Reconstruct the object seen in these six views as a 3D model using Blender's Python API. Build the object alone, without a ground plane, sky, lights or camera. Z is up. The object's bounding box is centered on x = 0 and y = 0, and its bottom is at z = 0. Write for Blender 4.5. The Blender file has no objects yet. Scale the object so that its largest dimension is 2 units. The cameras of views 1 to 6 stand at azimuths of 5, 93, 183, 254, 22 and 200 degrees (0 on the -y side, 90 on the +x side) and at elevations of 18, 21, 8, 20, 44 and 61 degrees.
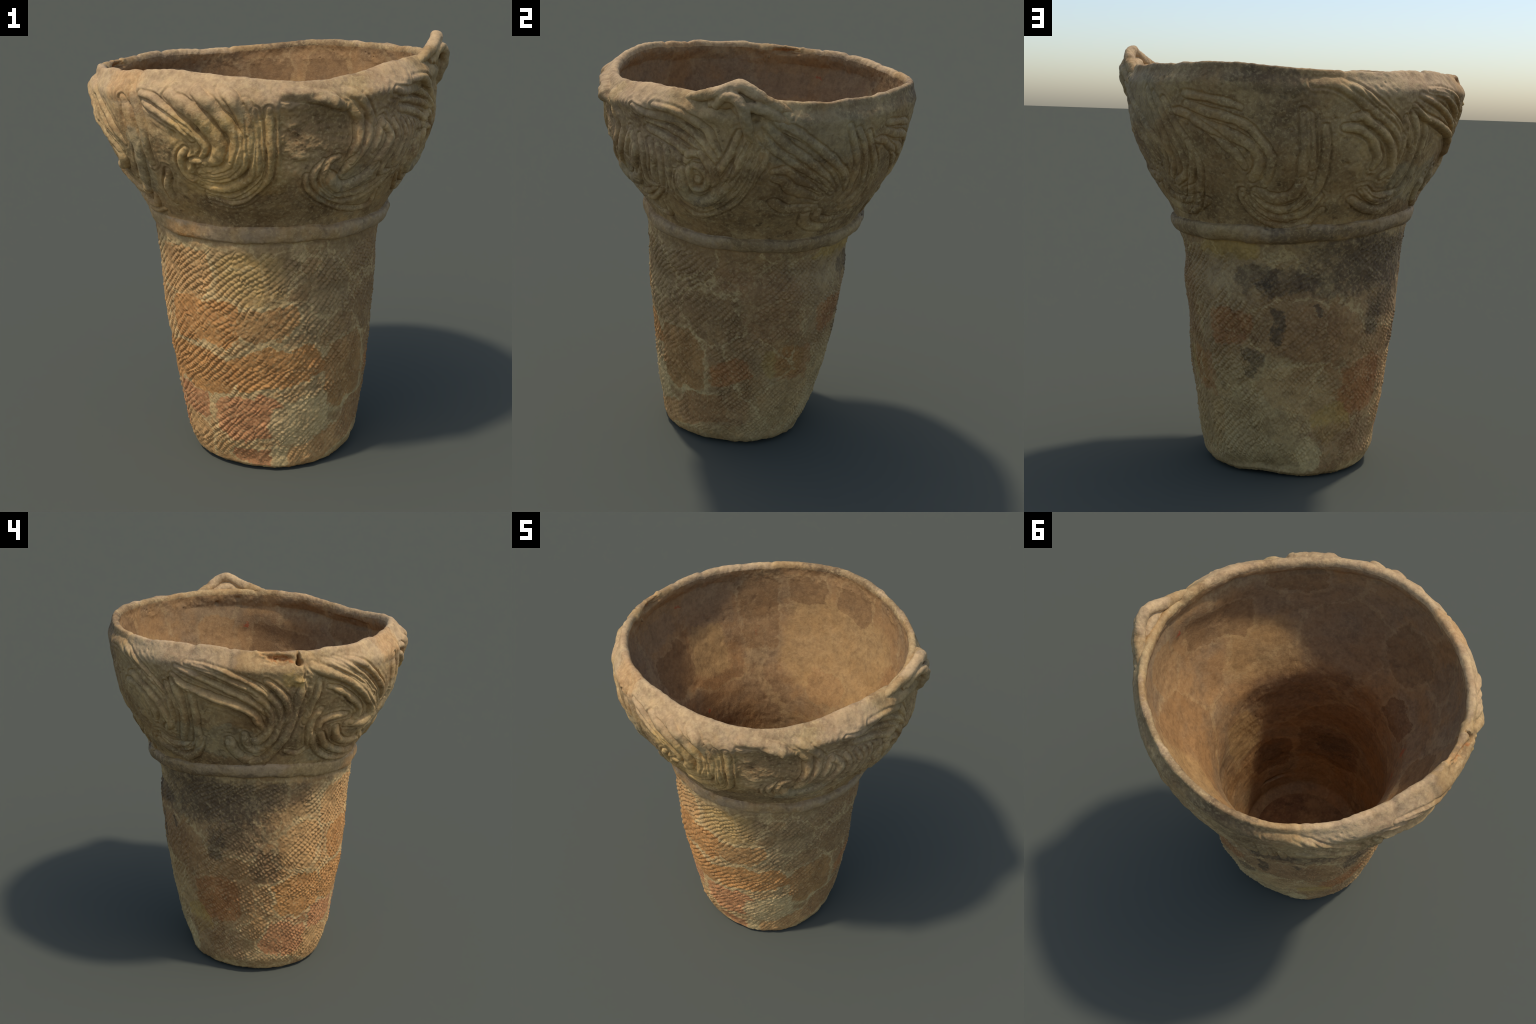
"""Prehistoric deep pot: cord-marked tapering body, neck ring, flaring collar with
applied clay coils in spirals, rolled rim and a small looped lug."""
import bpy, math
import numpy as np
from mathutils import Vector

rng = np.random.default_rng(7)
TAU = 2 * math.pi
NT = 1440                       # columns round the pot
TH = np.arange(NT) / NT * TAU   # azimuth: 0 looks to -y, 90 deg to +x
SIN, COS = np.sin(TH), np.cos(TH)


# ----------------------------------------------------------------- helpers
def smooth(a, b, x):
    t = np.clip((x - a) / (b - a), 0, 1)
    return t * t * (3 - 2 * t)


def fourier(th, c):
    """mean, then cosine and sine of each harmonic"""
    out = np.full_like(th, c[0], dtype=float)
    for k in range(1, (len(c) - 1) // 2 + 1):
        out = out + c[2 * k - 1] * np.cos(k * th) + c[2 * k] * np.sin(k * th)
    return out


def hermite(zk, vals, z):
    """smooth curve through the values (rows) given at the levels zk"""
    zk, vals = np.asarray(zk), np.asarray(vals)
    slope = np.zeros_like(vals)
    n = len(zk)
    for i in range(n):
        a, b = max(i - 1, 0), min(i + 1, n - 1)
        slope[i] = (vals[b] - vals[a]) / (zk[b] - zk[a])
    i = np.clip(np.searchsorted(zk, z) - 1, 0, n - 2)
    h = zk[i + 1] - zk[i]
    t = (z - zk[i]) / h
    ex = (slice(None),) + (None,) * (vals.ndim - 1)
    t, h = t[ex], h[ex]
    return ((2 * t**3 - 3 * t**2 + 1) * vals[i] + (t**3 - 2 * t**2 + t) * h * slope[i]
            + (-2 * t**3 + 3 * t**2) * vals[i + 1] + (t**3 - t**2) * h * slope[i + 1])


class Noise:
    """smooth value noise on the unrolled wall, periodic round the pot"""
    def __init__(self, cell_deg, cell_z, seed):
        self.nt, self.cz = max(3, int(round(360 / cell_deg))), cell_z
        self.nz = int(3.0 / cell_z) + 4
        self.g = np.random.default_rng(seed).uniform(-1, 1, (self.nt, self.nz))

    def __call__(self, th, z):
        a = (th / TAU % 1.0) * self.nt
        b = (z + 0.3) / self.cz
        i, j = np.floor(a).astype(int), np.floor(b).astype(int)
        f, g = a - i, b - j
        f, g = f * f * (3 - 2 * f), g * g * (3 - 2 * g)
        i0, i1 = i % self.nt, (i + 1) % self.nt
        j0, j1 = np.clip(j, 0, self.nz - 1), np.clip(j + 1, 0, self.nz - 1)
        G = self.g
        return (G[i0, j0] * (1 - f) + G[i1, j0] * f) * (1 - g) + (G[i0, j1] * (1 - f) + G[i1, j1] * f) * g


def fbm(cell_deg, cell_z, seed, octaves=3, gain=0.5):
    ns = [Noise(cell_deg / 2**o, cell_z / 2**o, seed + 31 * o) for o in range(octaves)]
    return lambda th, z: sum(n(th, z) * gain**o for o, n in enumerate(ns))


# ----------------------------------------------------------------- the form
# level: mean radius, then the sideways lean (2), the oval (2) and finer uneven terms
LEVELS = [
    (0.00, [0.384, 0.069, -0.037, -0.001, -0.006, 0.004, 0.000, -0.002, 0.000]),
    (0.04, [0.397, 0.070, -0.034, -0.010, -0.004, 0.005, 0.000, -0.004, 0.003]),
    (0.09, [0.410, 0.066, -0.036, -0.012, -0.005, 0.002, 0.004, -0.002, -0.001]),
    (0.16, [0.422, 0.063, -0.034, -0.008, -0.009, 0.000, 0.003, 0.000, -0.001]),
    (0.30, [0.444, 0.058, -0.031, -0.006, -0.012, 0.001, 0.005, 0.000, -0.001]),
    (0.50, [0.471, 0.048, -0.032, -0.006, -0.011, -0.002, 0.005, 0.000, -0.001]),
    (0.70, [0.497, 0.036, -0.036, -0.004, -0.005, -0.002, 0.000, 0.000, 0.001]),
    (0.90, [0.514, 0.022, -0.031, -0.006, -0.006, 0.003, 0.001, 0.000, 0.002]),
    (1.02, [0.517, 0.027, -0.032, -0.006, 0.001, -0.001, 0.000, 0.000, 0.002]),
    (1.12, [0.530, 0.016, -0.029, -0.006, -0.004, 0.000, -0.002, 0.000, 0.002]),
    (1.26, [0.568, -0.015, -0.020, -0.010, 0.000, 0.000, -0.002, 0.000, 0.000]),
    (1.36, [0.638, -0.022, -0.014, -0.006, 0.003, 0.000, -0.006, 0.000, 0.000]),
    (1.47, [0.703, -0.016, -0.018, -0.009, 0.006, -0.006, -0.003, 0.002, 0.000]),
    (1.60, [0.753, -0.006, -0.014, -0.010, 0.006, -0.004, -0.006, 0.000, -0.002]),
    (1.72, [0.771, -0.010, -0.025, -0.015, -0.004, -0.004, -0.005, 0.003, 0.000]),
    (1.85, [0.792, 0.000, -0.020, -0.013, 0.006, -0.005, -0.003, 0.006, 0.000]),
    (1.98, [0.796, 0.000, -0.020, -0.013, 0.006, -0.005, -0.003, 0.006, 0.000]),
]
RIM_RADIUS = [0.7159, -0.0175, -0.0242, -0.0085, -0.0088, -0.0014, 0.0002, 0.0108, 0.0037]
RIM_HEIGHT = [1.9081, 0.0133, -0.0035, -0.0056, -0.0080, -0.0045, -0.0075, -0.0035, -0.0091,
              0.0008, -0.0008, 0.0009, -0.0034, -0.0002, -0.0021]
RING_RADIUS = [0.576, 0.002, -0.025, -0.008, 0.0, -0.001, 0.003]
RING_HEIGHT = [1.201, 0.0095, -0.032, -0.013, 0.003, 0.004, 0.004, 0.002, -0.002]

# hand-made swellings and hollows: azimuth, height, spread in degrees, spread in height, amount
SWELL = [
    (195, 0.36, 32, 0.20, 0.014), (60, 1.76, 9, 0.07, -0.018), (64, 1.62, 9, 0.10, -0.016), (28, 1.85, 14, 0.08, -0.010), (343, 1.85, 12, 0.08, 0.010), (253, 1.85, 12, 0.08, 0.010), (140, 1.85, 14, 0.08, 0.010), (208, 1.85, 12, 0.08, -0.008), (287, 1.85, 12, 0.08, -0.010), (204, 0.34, 10, 0.12, -0.010), (145, 0.65, 26, 0.40, 0.022),
    (205, 1.40, 32, 0.16, -0.022), (255, 1.42, 30, 0.16, -0.022), (232, 1.62, 38, 0.12, -0.008), (158, 1.48, 18, 0.18, -0.016),
    (0, 1.36, 32, 0.16, 0.022), (2, 1.66, 32, 0.16, 0.020), (62, 1.30, 24, 0.09, 0.016), (70, 1.80, 14, 0.07, -0.036),
    (325, 1.22, 30, 0.08, 0.012), (225, 0.95, 28, 0.20, -0.013), (45, 0.30, 16, 0.14, -0.007),
    (348, 1.58, 14, 0.15, -0.018), (302, 1.32, 18, 0.09, 0.022), (304, 1.62, 13, 0.22, 0.015), (332, 1.84, 14, 0.08, -0.010), (270, 1.55, 20, 0.15, -0.010),
    (226, 0.52, 12, 0.14, 0.020), (233, 0.23, 10, 0.10, 0.012), (60, 0.60, 12, 0.14, -0.012), (205, 1.30, 28, 0.055, 0.011), (155, 0.30, 14, 0.14, -0.016), (142, 0.95, 16, 0.15, -0.012), (110, 0.20, 12, 0.10, 0.010), (95, 0.50, 10, 0.14, 0.010),
]
ZFINE = np.linspace(0, 1.98, 400)
RFINE = hermite([z for z, _ in LEVELS], np.stack([fourier(TH, c) for _, c in LEVELS]), ZFINE)  # 400 x NT

for at, z0, st, sz, amount in SWELL:
    RFINE = RFINE + amount * np.exp(-((ZFINE[:, None] - z0) / sz) ** 2 - (((np.degrees(TH)[None] - at + 180) % 360 - 180) / st) ** 2)


def wall_radius(z, table=None):
    """outer wall radius for an array of heights z (rows x NT)"""
    T = RFINE if table is None else table
    t = np.clip(z / 1.98 * 399, 0, 398.999)
    i = t.astype(int)
    f = t - i
    col = np.broadcast_to(np.arange(NT), z.shape)
    return T[i, col] * (1 - f) + T[i + 1, col] * f


rim_r = fourier(TH, RIM_RADIUS)
rim_z = fourier(TH, RIM_HEIGHT)
zero = np.zeros(NT)
rim_z = rim_z + 0.006 * fbm(14, 0.5, 91, 3)(TH, zero)
rim_r = rim_r + 0.004 * fbm(20, 0.5, 92, 3)(TH, zero)
deg = np.degrees(TH)
for at, wide, deep in [(75, 1.2, .008), (200, 1.0, .006), (232, 1.5, .009), (246, 1.0, .006), (306, 1.0, .006), (318, 1.2, .007)]:
    rim_z = rim_z - deep * np.exp(-(((deg - at + 180) % 360 - 180) / wide) ** 2)
ring_r, ring_z = fourier(TH, RING_RADIUS), fourier(TH, RING_HEIGHT)
ring_z = ring_z + 0.008 * fbm(16, 0.5, 93, 2)(TH, zero)

# ----------------------------------------------------------------- rows of the grid
N_BODY, N_RING, N_COLLAR, N_LIP, N_INNER = 310, 36, 250, 84, 160
RING_HALF = 0.040
LIP_DROP = 0.13


def ramp(n):
    return np.linspace(0, 1, n, endpoint=False)[:, None]


z_body = 0.0 + ramp(N_BODY) * (ring_z - RING_HALF)
z_ring = ring_z - RING_HALF + ramp(N_RING) * 2 * RING_HALF
z_collar = ring_z + RING_HALF + ramp(N_COLLAR) * (rim_z - LIP_DROP - ring_z - RING_HALF)
Z = np.concatenate([z_body, z_ring, z_collar])
R = wall_radius(Z)
lump = fbm(24, 0.22, 11, 3)
TT = np.broadcast_to(TH, Z.shape)
collar_mask = smooth(1.26, 1.36, Z)
R = R + 0.005 * lump(TT, Z) * (1 - 0.3 * collar_mask) - 0.009 * collar_mask
# rounded bottom edge and the uneven foot
R = R - 0.014 * (1 - smooth(0, 0.022, Z)) ** 2
foot = (0.012 * np.exp(-(((deg - 335 + 180) % 360 - 180) / 20) ** 2) + 0.011 * np.exp(-(((deg - 160 + 180) % 360 - 180) / 28) ** 2)
        + 0.004 * (1 + fbm(18, 0.5, 95, 2)(TH, zero)))
foot = foot - foot.min() + 0.003
Z = Z + foot * (1 - smooth(0, 0.14, Z))
# neck ring, a rounded band
dz = (Z - ring_z) / (0.038 * (1 + 0.16 * fbm(13, 0.5, 97, 2)(TH, zero)))
bump = np.sqrt(np.clip(1 - dz**2, 0, 1)) ** 0.9
proud = np.clip(ring_r - wall_radius(np.broadcast_to(ring_z, (1, NT)))[0], 0.020, 0.06) * 0.9 * (1 + 0.26 * fbm(9, 0.5, 96, 3)(TH, zero))
R = R + proud * bump * (np.abs(dz) < 1) - 0.006 * np.exp(-((dz + 1.15) / 0.25) ** 2)

# lip: from the collar over the crest to the inner wall
top_r, top_z = R[-1], Z[-1]
THICK = 0.078
inner_table = RFINE - THICK + 0.010 * smooth(1.45, 1.75, ZFINE)[:, None] - 0.026 * np.exp(-((ZFINE[:, None] - 1.40) / 0.18) ** 2 - (((deg[None] - 3 + 180) % 360 - 180) / 38) ** 2)
kern = np.exp(-(np.arange(-30, 31) / 13.0) ** 2)
kern /= kern.sum()
pad = np.pad(inner_table, ((30, 30), (0, 0)), mode="edge")
inner_table = sum(k * pad[i:i + 400] for i, k in enumerate(kern))
ri = wall_radius((rim_z - 0.10)[None], inner_table)[0]
out85 = wall_radius((rim_z - 0.07)[None])[0] - 0.006
lip = np.stack([
    np.stack([top_r, top_z]),
    np.stack([0.75 * out85 + 0.25 * top_r, rim_z - 0.080]),
    np.stack([0.55 * out85 + 0.45 * rim_r, rim_z - 0.034]),
    np.stack([rim_r + 0.016, rim_z - 0.004]),
    np.stack([rim_r - 0.006, rim_z - 0.003]),
    np.stack([rim_r - 0.017, rim_z - 0.022]),
    np.stack([np.minimum(rim_r - 0.015, ri + 0.010), rim_z - 0.055]),
    np.stack([ri - 0.001, rim_z - 0.10]),
])
s = np.linspace(0, 1, N_LIP)
L = hermite(np.linspace(0, 1, len(lip)), lip, s)
R_lip, Z_lip = L[:, 0], L[:, 1]
FLOOR = 0.050
floor_z = FLOOR + 0.018 + 0.040 * np.cos(TH - math.radians(352))     # the floor lies a little askew
q = np.linspace(0, 1, N_INNER + 1)[1:, None]
Z_in = rim_z - 0.10 + q * (floor_z - rim_z + 0.10)
R_in = wall_radius(Z_in, inner_table) - 0.05 * (1 - smooth(floor_z, floor_z + 0.06, Z_in)) ** 2
R_all = np.concatenate([R, R_lip, R_in])
Z_all = np.concatenate([Z, Z_lip, Z_in])
ROWS = len(R_all)
B0, B1, B2, B3, B4 = 0, N_BODY, N_BODY + N_RING, N_BODY + N_RING + N_COLLAR, N_BODY + N_RING + N_COLLAR + N_LIP
TH2 = np.broadcast_to(TH, R_all.shape)


def grid_points(R, Z):
    return np.stack([R * SIN, -R * COS, Z], -1)


def grid_normals(P):
    du = np.roll(P, -1, 1) - np.roll(P, 1, 1)
    dv = np.gradient(P, axis=0)
    n = np.cross(du, dv)
    return n / np.maximum(np.linalg.norm(n, axis=-1, keepdims=True), 1e-9)


P = grid_points(R_all, Z_all)
NRM = grid_normals(P)
H = np.zeros(R_all.shape)            # relief along the normal
OWNER = np.full(R_all.shape, -1)     # which clay coil a vertex belongs to

# ----------------------------------------------------------------- applied clay coils on the collar
COILS = []


def coil(width, height, path):
    """a rolled strip of clay pressed on the collar; path = (azimuth in degrees, height) points"""
    soft = 0.70 if 93 < path[0][0] % 360 < 198 else 1.0      # the back was pressed flatter
    width = width * (1.25 if soft < 1 else 1.0)
    COILS.append((width * 1.10, height * soft * (1.05 if 250 < path[0][0] % 360 < 292 else 1.17), path))


coil(0.064, 0.021, [(333, 1.854), (338, 1.813), (343, 1.764), (346, 1.704), (348, 1.646), (346, 1.585), (342, 1.550)])
coil(0.056, 0.019, [(342, 1.872), (346, 1.827), (350, 1.758), (353, 1.687), (353, 1.622), (351, 1.560), (346, 1.529), (340, 1.518)])
coil(0.053, 0.017, [(350, 1.887), (354, 1.830), (356, 1.763), (357, 1.691), (356, 1.609), (353, 1.540), (347, 1.502), (340, 1.490)])
coil(0.046, 0.015, [(357, 1.830), (359, 1.732), (359, 1.644), (359, 1.552), (356, 1.497), (350, 1.459), (344, 1.449), (338, 1.464)])
coil(0.033, 0.010, [(0, 1.791), (1, 1.695), (1, 1.594), (0, 1.506), (-4, 1.446), (-11, 1.414), (-20, 1.425)])
coil(0.033, 0.010, [(4, 1.795), (4, 1.693), (4, 1.580), (2, 1.491), (-4, 1.421), (-11, 1.385), (-20, 1.402)])
coil(0.036, 0.016, [(323, 1.813), (328, 1.785), (333, 1.747), (337, 1.713), (339, 1.673)])
coil(0.033, 0.015, [(322, 1.850), (327, 1.837), (331, 1.799), (336, 1.755), (340, 1.697), (343, 1.657), (343, 1.621), (341, 1.595)])
coil(0.033, 0.012, [(338, 1.471), (334, 1.508), (333, 1.555), (334, 1.596), (336, 1.626)])
coil(0.029, 0.012, [(336, 1.511), (336, 1.549), (338, 1.577), (342, 1.567)])
coil(0.054, 0.010, [(314, 1.818), (316, 1.723), (317, 1.630), (314, 1.523), (309, 1.414)])
coil(0.040, 0.010, [(318, 1.870), (320, 1.776), (321, 1.680), (320, 1.548)])
coil(0.033, 0.010, [(326, 1.517), (322, 1.421), (322, 1.357)])
coil(0.056, 0.040, [(7, 1.863), (11, 1.854), (16, 1.843), (22, 1.818), (28, 1.781)])
coil(0.044, 0.015, [(30, 1.781), (34, 1.727), (34, 1.667), (33, 1.611), (31, 1.551)])
coil(0.036, 0.012, [(33, 1.794), (38, 1.732), (38, 1.666), (36, 1.599), (32, 1.542), (29, 1.475)])
coil(0.058, 0.016, [(23, 1.495), (26, 1.450), (31, 1.422), (38, 1.442), (43, 1.498)])
coil(0.029, 0.010, [(27, 1.565), (24, 1.551), (22, 1.508), (22, 1.452), (26, 1.400), (33, 1.376), (42, 1.386), (51, 1.427)])
coil(0.029, 0.009, [(22, 1.552), (19, 1.512), (19, 1.457), (24, 1.394), (32, 1.346), (42, 1.350), (50, 1.395), (56, 1.447)])
coil(0.025, 0.008, [(16, 1.497), (17, 1.433), (24, 1.363), (37, 1.299), (51, 1.285), (52, 1.361)])
coil(0.025, 0.009, [(44, 1.709), (42, 1.642), (40, 1.572)])
coil(0.040, 0.015, [(29, 1.843), (33, 1.813), (37, 1.751), (40, 1.692)])
coil(0.036, 0.013, [(58, 1.843), (66, 1.835), (72, 1.808), (78, 1.764), (80, 1.716), (82, 1.663)])
coil(0.040, 0.014, [(48, 1.816), (57, 1.792), (64, 1.784), (70, 1.763), (75, 1.721), (79, 1.671), (81, 1.617)])
coil(0.036, 0.012, [(53, 1.767), (60, 1.753), (67, 1.730), (73, 1.703), (76, 1.667), (78, 1.607), (79, 1.551)])
coil(0.036, 0.010, [(53, 1.728), (59, 1.710), (65, 1.687), (70, 1.655), (73, 1.649)])
coil(0.029, 0.014, [(73, 1.601), (76, 1.597), (78, 1.549), (76, 1.499), (72, 1.488), (71, 1.526), (71, 1.580), (73, 1.605)])
coil(0.036, 0.010, [(74, 1.542), (74, 1.523)])
coil(0.040, 0.013, [(70, 1.618), (72, 1.654), (76, 1.654), (79, 1.608), (80, 1.545), (79, 1.490)])
coil(0.062, 0.020, [(68, 1.566), (67, 1.486), (68, 1.437), (73, 1.414), (78, 1.434), (82, 1.490), (84, 1.519)])
coil(0.033, 0.009, [(65, 1.557), (63, 1.459), (66, 1.402), (72, 1.372), (78, 1.393), (84, 1.450), (88, 1.499), (91, 1.585), (93, 1.680)])
coil(0.029, 0.008, [(60, 1.443), (64, 1.381), (69, 1.331), (78, 1.359), (86, 1.420), (91, 1.500), (94, 1.590), (96, 1.690)])
coil(0.036, 0.012, [(89, 1.773), (87, 1.699), (84, 1.633), (82, 1.583)])
coil(0.040, 0.014, [(92, 1.768), (90, 1.690), (88, 1.616), (84, 1.542)])
coil(0.044, 0.014, [(94, 1.807), (94, 1.731), (91, 1.645), (88, 1.560), (83, 1.479)])
coil(0.036, 0.010, [(96, 1.770), (95, 1.686), (92, 1.598), (89, 1.507), (85, 1.443)])
coil(0.029, 0.006, [(49, 1.684), (51, 1.613), (49, 1.528), (48, 1.457), (54, 1.448)])
coil(0.029, 0.006, [(54, 1.678), (56, 1.608), (54, 1.531), (54, 1.484)])
coil(0.029, 0.005, [(57, 1.680), (59, 1.610), (58, 1.528), (56, 1.453)])
coil(0.029, 0.005, [(61, 1.659), (62, 1.605), (61, 1.522), (61, 1.440)])
coil(0.036, 0.012, [(43, 1.700), (47, 1.621), (42, 1.504)])
coil(0.044, 0.018, [(93, 1.894), (97, 1.894), (101, 1.882), (105, 1.850)])
coil(0.033, 0.011, [(96, 1.858), (100, 1.839), (103, 1.801), (108, 1.768), (113, 1.726), (119, 1.664), (125, 1.596), (129, 1.524)])
coil(0.036, 0.010, [(97, 1.808), (101, 1.758), (106, 1.698), (112, 1.645), (118, 1.576), (125, 1.492)])
coil(0.033, 0.009, [(96, 1.770), (100, 1.706), (106, 1.650), (110, 1.610), (117, 1.547), (125, 1.467)])
coil(0.029, 0.009, [(102, 1.817), (108, 1.775), (114, 1.718), (121, 1.639), (128, 1.566), (132, 1.476)])
coil(0.029, 0.008, [(127, 1.785), (130, 1.700), (133, 1.618), (134, 1.537), (134, 1.464), (131, 1.413)])
coil(0.029, 0.008, [(131, 1.766), (135, 1.685), (138, 1.592), (141, 1.497), (140, 1.427), (133, 1.384)])
coil(0.029, 0.008, [(136, 1.744), (140, 1.660), (145, 1.561), (148, 1.457), (145, 1.376), (136, 1.348)])
coil(0.040, 0.011, [(116, 1.386), (116, 1.340), (118, 1.299), (124, 1.270), (131, 1.260), (139, 1.277), (147, 1.313)])
coil(0.033, 0.010, [(122, 1.372), (122, 1.333), (127, 1.311), (134, 1.301), (143, 1.321)])
coil(0.040, 0.009, [(101, 1.563), (104, 1.553), (107, 1.510), (112, 1.486), (119, 1.454)])
coil(0.036, 0.009, [(101, 1.596), (105, 1.601), (109, 1.566), (116, 1.517), (121, 1.473)])
coil(0.040, 0.008, [(101, 1.440), (106, 1.403), (113, 1.397), (119, 1.394)])
coil(0.029, 0.008, [(97, 1.706), (97, 1.639), (94, 1.569), (92, 1.508)])
coil(0.026, 0.009, [(146, 1.769), (150, 1.762), (156, 1.751), (162, 1.737), (167, 1.718)])
coil(0.029, 0.011, [(140, 1.694), (146, 1.687), (151, 1.650), (158, 1.597), (162, 1.549), (165, 1.514), (167, 1.472)])
coil(0.032, 0.010, [(147, 1.727), (154, 1.698), (161, 1.680), (167, 1.656), (171, 1.622), (174, 1.572), (177, 1.515), (176, 1.456), (174, 1.405)])
coil(0.039, 0.010, [(150, 1.665), (156, 1.631), (162, 1.610), (168, 1.579), (172, 1.539), (173, 1.487), (172, 1.449), (170, 1.428)])
coil(0.029, 0.009, [(146, 1.567), (145, 1.479), (142, 1.398), (138, 1.327), (133, 1.285)])
coil(0.026, 0.009, [(148, 1.514), (148, 1.442), (145, 1.355), (141, 1.290), (134, 1.245)])
coil(0.039, 0.010, [(171, 1.371), (176, 1.343), (181, 1.343), (186, 1.373), (188, 1.423)])
coil(0.032, 0.009, [(170, 1.350), (174, 1.305), (180, 1.288), (187, 1.311), (190, 1.357), (191, 1.413)])
coil(0.032, 0.009, [(167, 1.334), (172, 1.280), (178, 1.255), (186, 1.265), (191, 1.301), (195, 1.358)])
coil(0.029, 0.009, [(165, 1.372), (165, 1.321), (169, 1.267), (176, 1.225), (184, 1.211), (191, 1.237), (197, 1.296)])
coil(0.029, 0.008, [(187, 1.711), (188, 1.609), (188, 1.510), (187, 1.429)])
coil(0.029, 0.007, [(189, 1.692), (190, 1.589), (191, 1.484)])
coil(0.042, 0.016, [(190, 1.831), (198, 1.823), (202, 1.795), (206, 1.753), (211, 1.711), (216, 1.674), (220, 1.624), (222, 1.576), (222, 1.526)])
coil(0.032, 0.013, [(199, 1.839), (204, 1.806), (208, 1.775), (214, 1.723), (219, 1.677), (222, 1.625)])
coil(0.042, 0.017, [(203, 1.692), (206, 1.699), (209, 1.674), (214, 1.636), (218, 1.586), (220, 1.531), (221, 1.481), (218, 1.447)])
coil(0.039, 0.012, [(200, 1.650), (204, 1.649), (209, 1.619), (212, 1.574), (214, 1.526), (213, 1.487)])
coil(0.029, 0.011, [(222, 1.699), (225, 1.630), (227, 1.565)])
coil(0.039, 0.014, [(213, 1.391), (216, 1.364), (221, 1.357), (229, 1.381)])
coil(0.029, 0.008, [(194, 1.653), (195, 1.565), (195, 1.485), (194, 1.402), (190, 1.329), (185, 1.282)])
coil(0.034, 0.024, [(225, 1.748), (230, 1.709), (236, 1.689), (242, 1.666), (248, 1.645), (254, 1.608), (257, 1.557), (259, 1.514)])
coil(0.030, 0.015, [(234, 1.809), (238, 1.805), (243, 1.788), (247, 1.765), (251, 1.741), (256, 1.705)])
coil(0.030, 0.014, [(227, 1.795), (234, 1.771), (241, 1.739), (247, 1.708), (252, 1.678), (257, 1.636), (260, 1.594)])
coil(0.027, 0.012, [(231, 1.823), (239, 1.820), (246, 1.799), (252, 1.768), (256, 1.733), (259, 1.701)])
coil(0.041, 0.015, [(225, 1.723), (227, 1.667), (228, 1.600), (228, 1.516), (225, 1.402)])
coil(0.030, 0.012, [(222, 1.688), (223, 1.616), (223, 1.534), (222, 1.451)])
coil(0.034, 0.010, [(232, 1.686), (233, 1.607), (233, 1.515), (232, 1.410), (227, 1.349)])
coil(0.041, 0.013, [(208, 1.344), (216, 1.307), (224, 1.296), (230, 1.333), (234, 1.425)])
coil(0.030, 0.012, [(211, 1.388), (217, 1.346), (223, 1.339), (228, 1.360)])
coil(0.051, 0.014, [(246, 1.439), (247, 1.377), (252, 1.327), (258, 1.315)])
coil(0.037, 0.014, [(252, 1.476), (253, 1.416), (256, 1.379), (260, 1.393)])
coil(0.047, 0.024, [(274, 1.843), (279, 1.812), (286, 1.776), (293, 1.723), (299, 1.661), (304, 1.595), (305, 1.539), (300, 1.506), (294, 1.510)])
coil(0.034, 0.017, [(278, 1.865), (284, 1.832), (290, 1.782), (296, 1.726), (302, 1.652), (307, 1.587)])
coil(0.030, 0.015, [(282, 1.866), (288, 1.831), (294, 1.777), (299, 1.719), (306, 1.626)])
coil(0.030, 0.014, [(287, 1.862), (294, 1.830), (300, 1.774), (306, 1.700), (310, 1.620)])
coil(0.030, 0.013, [(281, 1.735), (286, 1.710), (292, 1.656), (298, 1.590), (298, 1.543), (296, 1.512)])
coil(0.041, 0.016, [(289, 1.500), (292, 1.436), (300, 1.390), (308, 1.393), (307, 1.430)])
coil(0.034, 0.013, [(281, 1.500), (282, 1.546), (287, 1.567), (292, 1.567)])
coil(0.034, 0.013, [(283, 1.474), (288, 1.398), (297, 1.341), (308, 1.320), (311, 1.370)])
coil(0.030, 0.012, [(279, 1.480), (283, 1.390), (292, 1.310), (304, 1.285), (312, 1.300)])
coil(0.041, 0.015, [(254, 1.432), (258, 1.441), (261, 1.492), (262, 1.566), (260, 1.637), (256, 1.692), (254, 1.717)])
coil(0.037, 0.014, [(254, 1.381), (260, 1.402), (264, 1.474), (265, 1.551), (264, 1.623), (261, 1.684), (257, 1.733), (254, 1.757)])
coil(0.041, 0.012, [(255, 1.305), (262, 1.330), (266, 1.404), (269, 1.500), (270, 1.599), (271, 1.695), (272, 1.769)])
coil(0.034, 0.012, [(259, 1.768), (263, 1.723), (267, 1.652), (268, 1.586), (266, 1.523)])
coil(0.030, 0.011, [(277, 1.772), (277, 1.705), (276, 1.639), (275, 1.545)])
coil(0.037, 0.010, [(280, 1.611), (278, 1.555), (278, 1.482), (281, 1.386)])
coil(0.030, 0.010, [(270, 1.371), (276, 1.357), (280, 1.388)])

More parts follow.
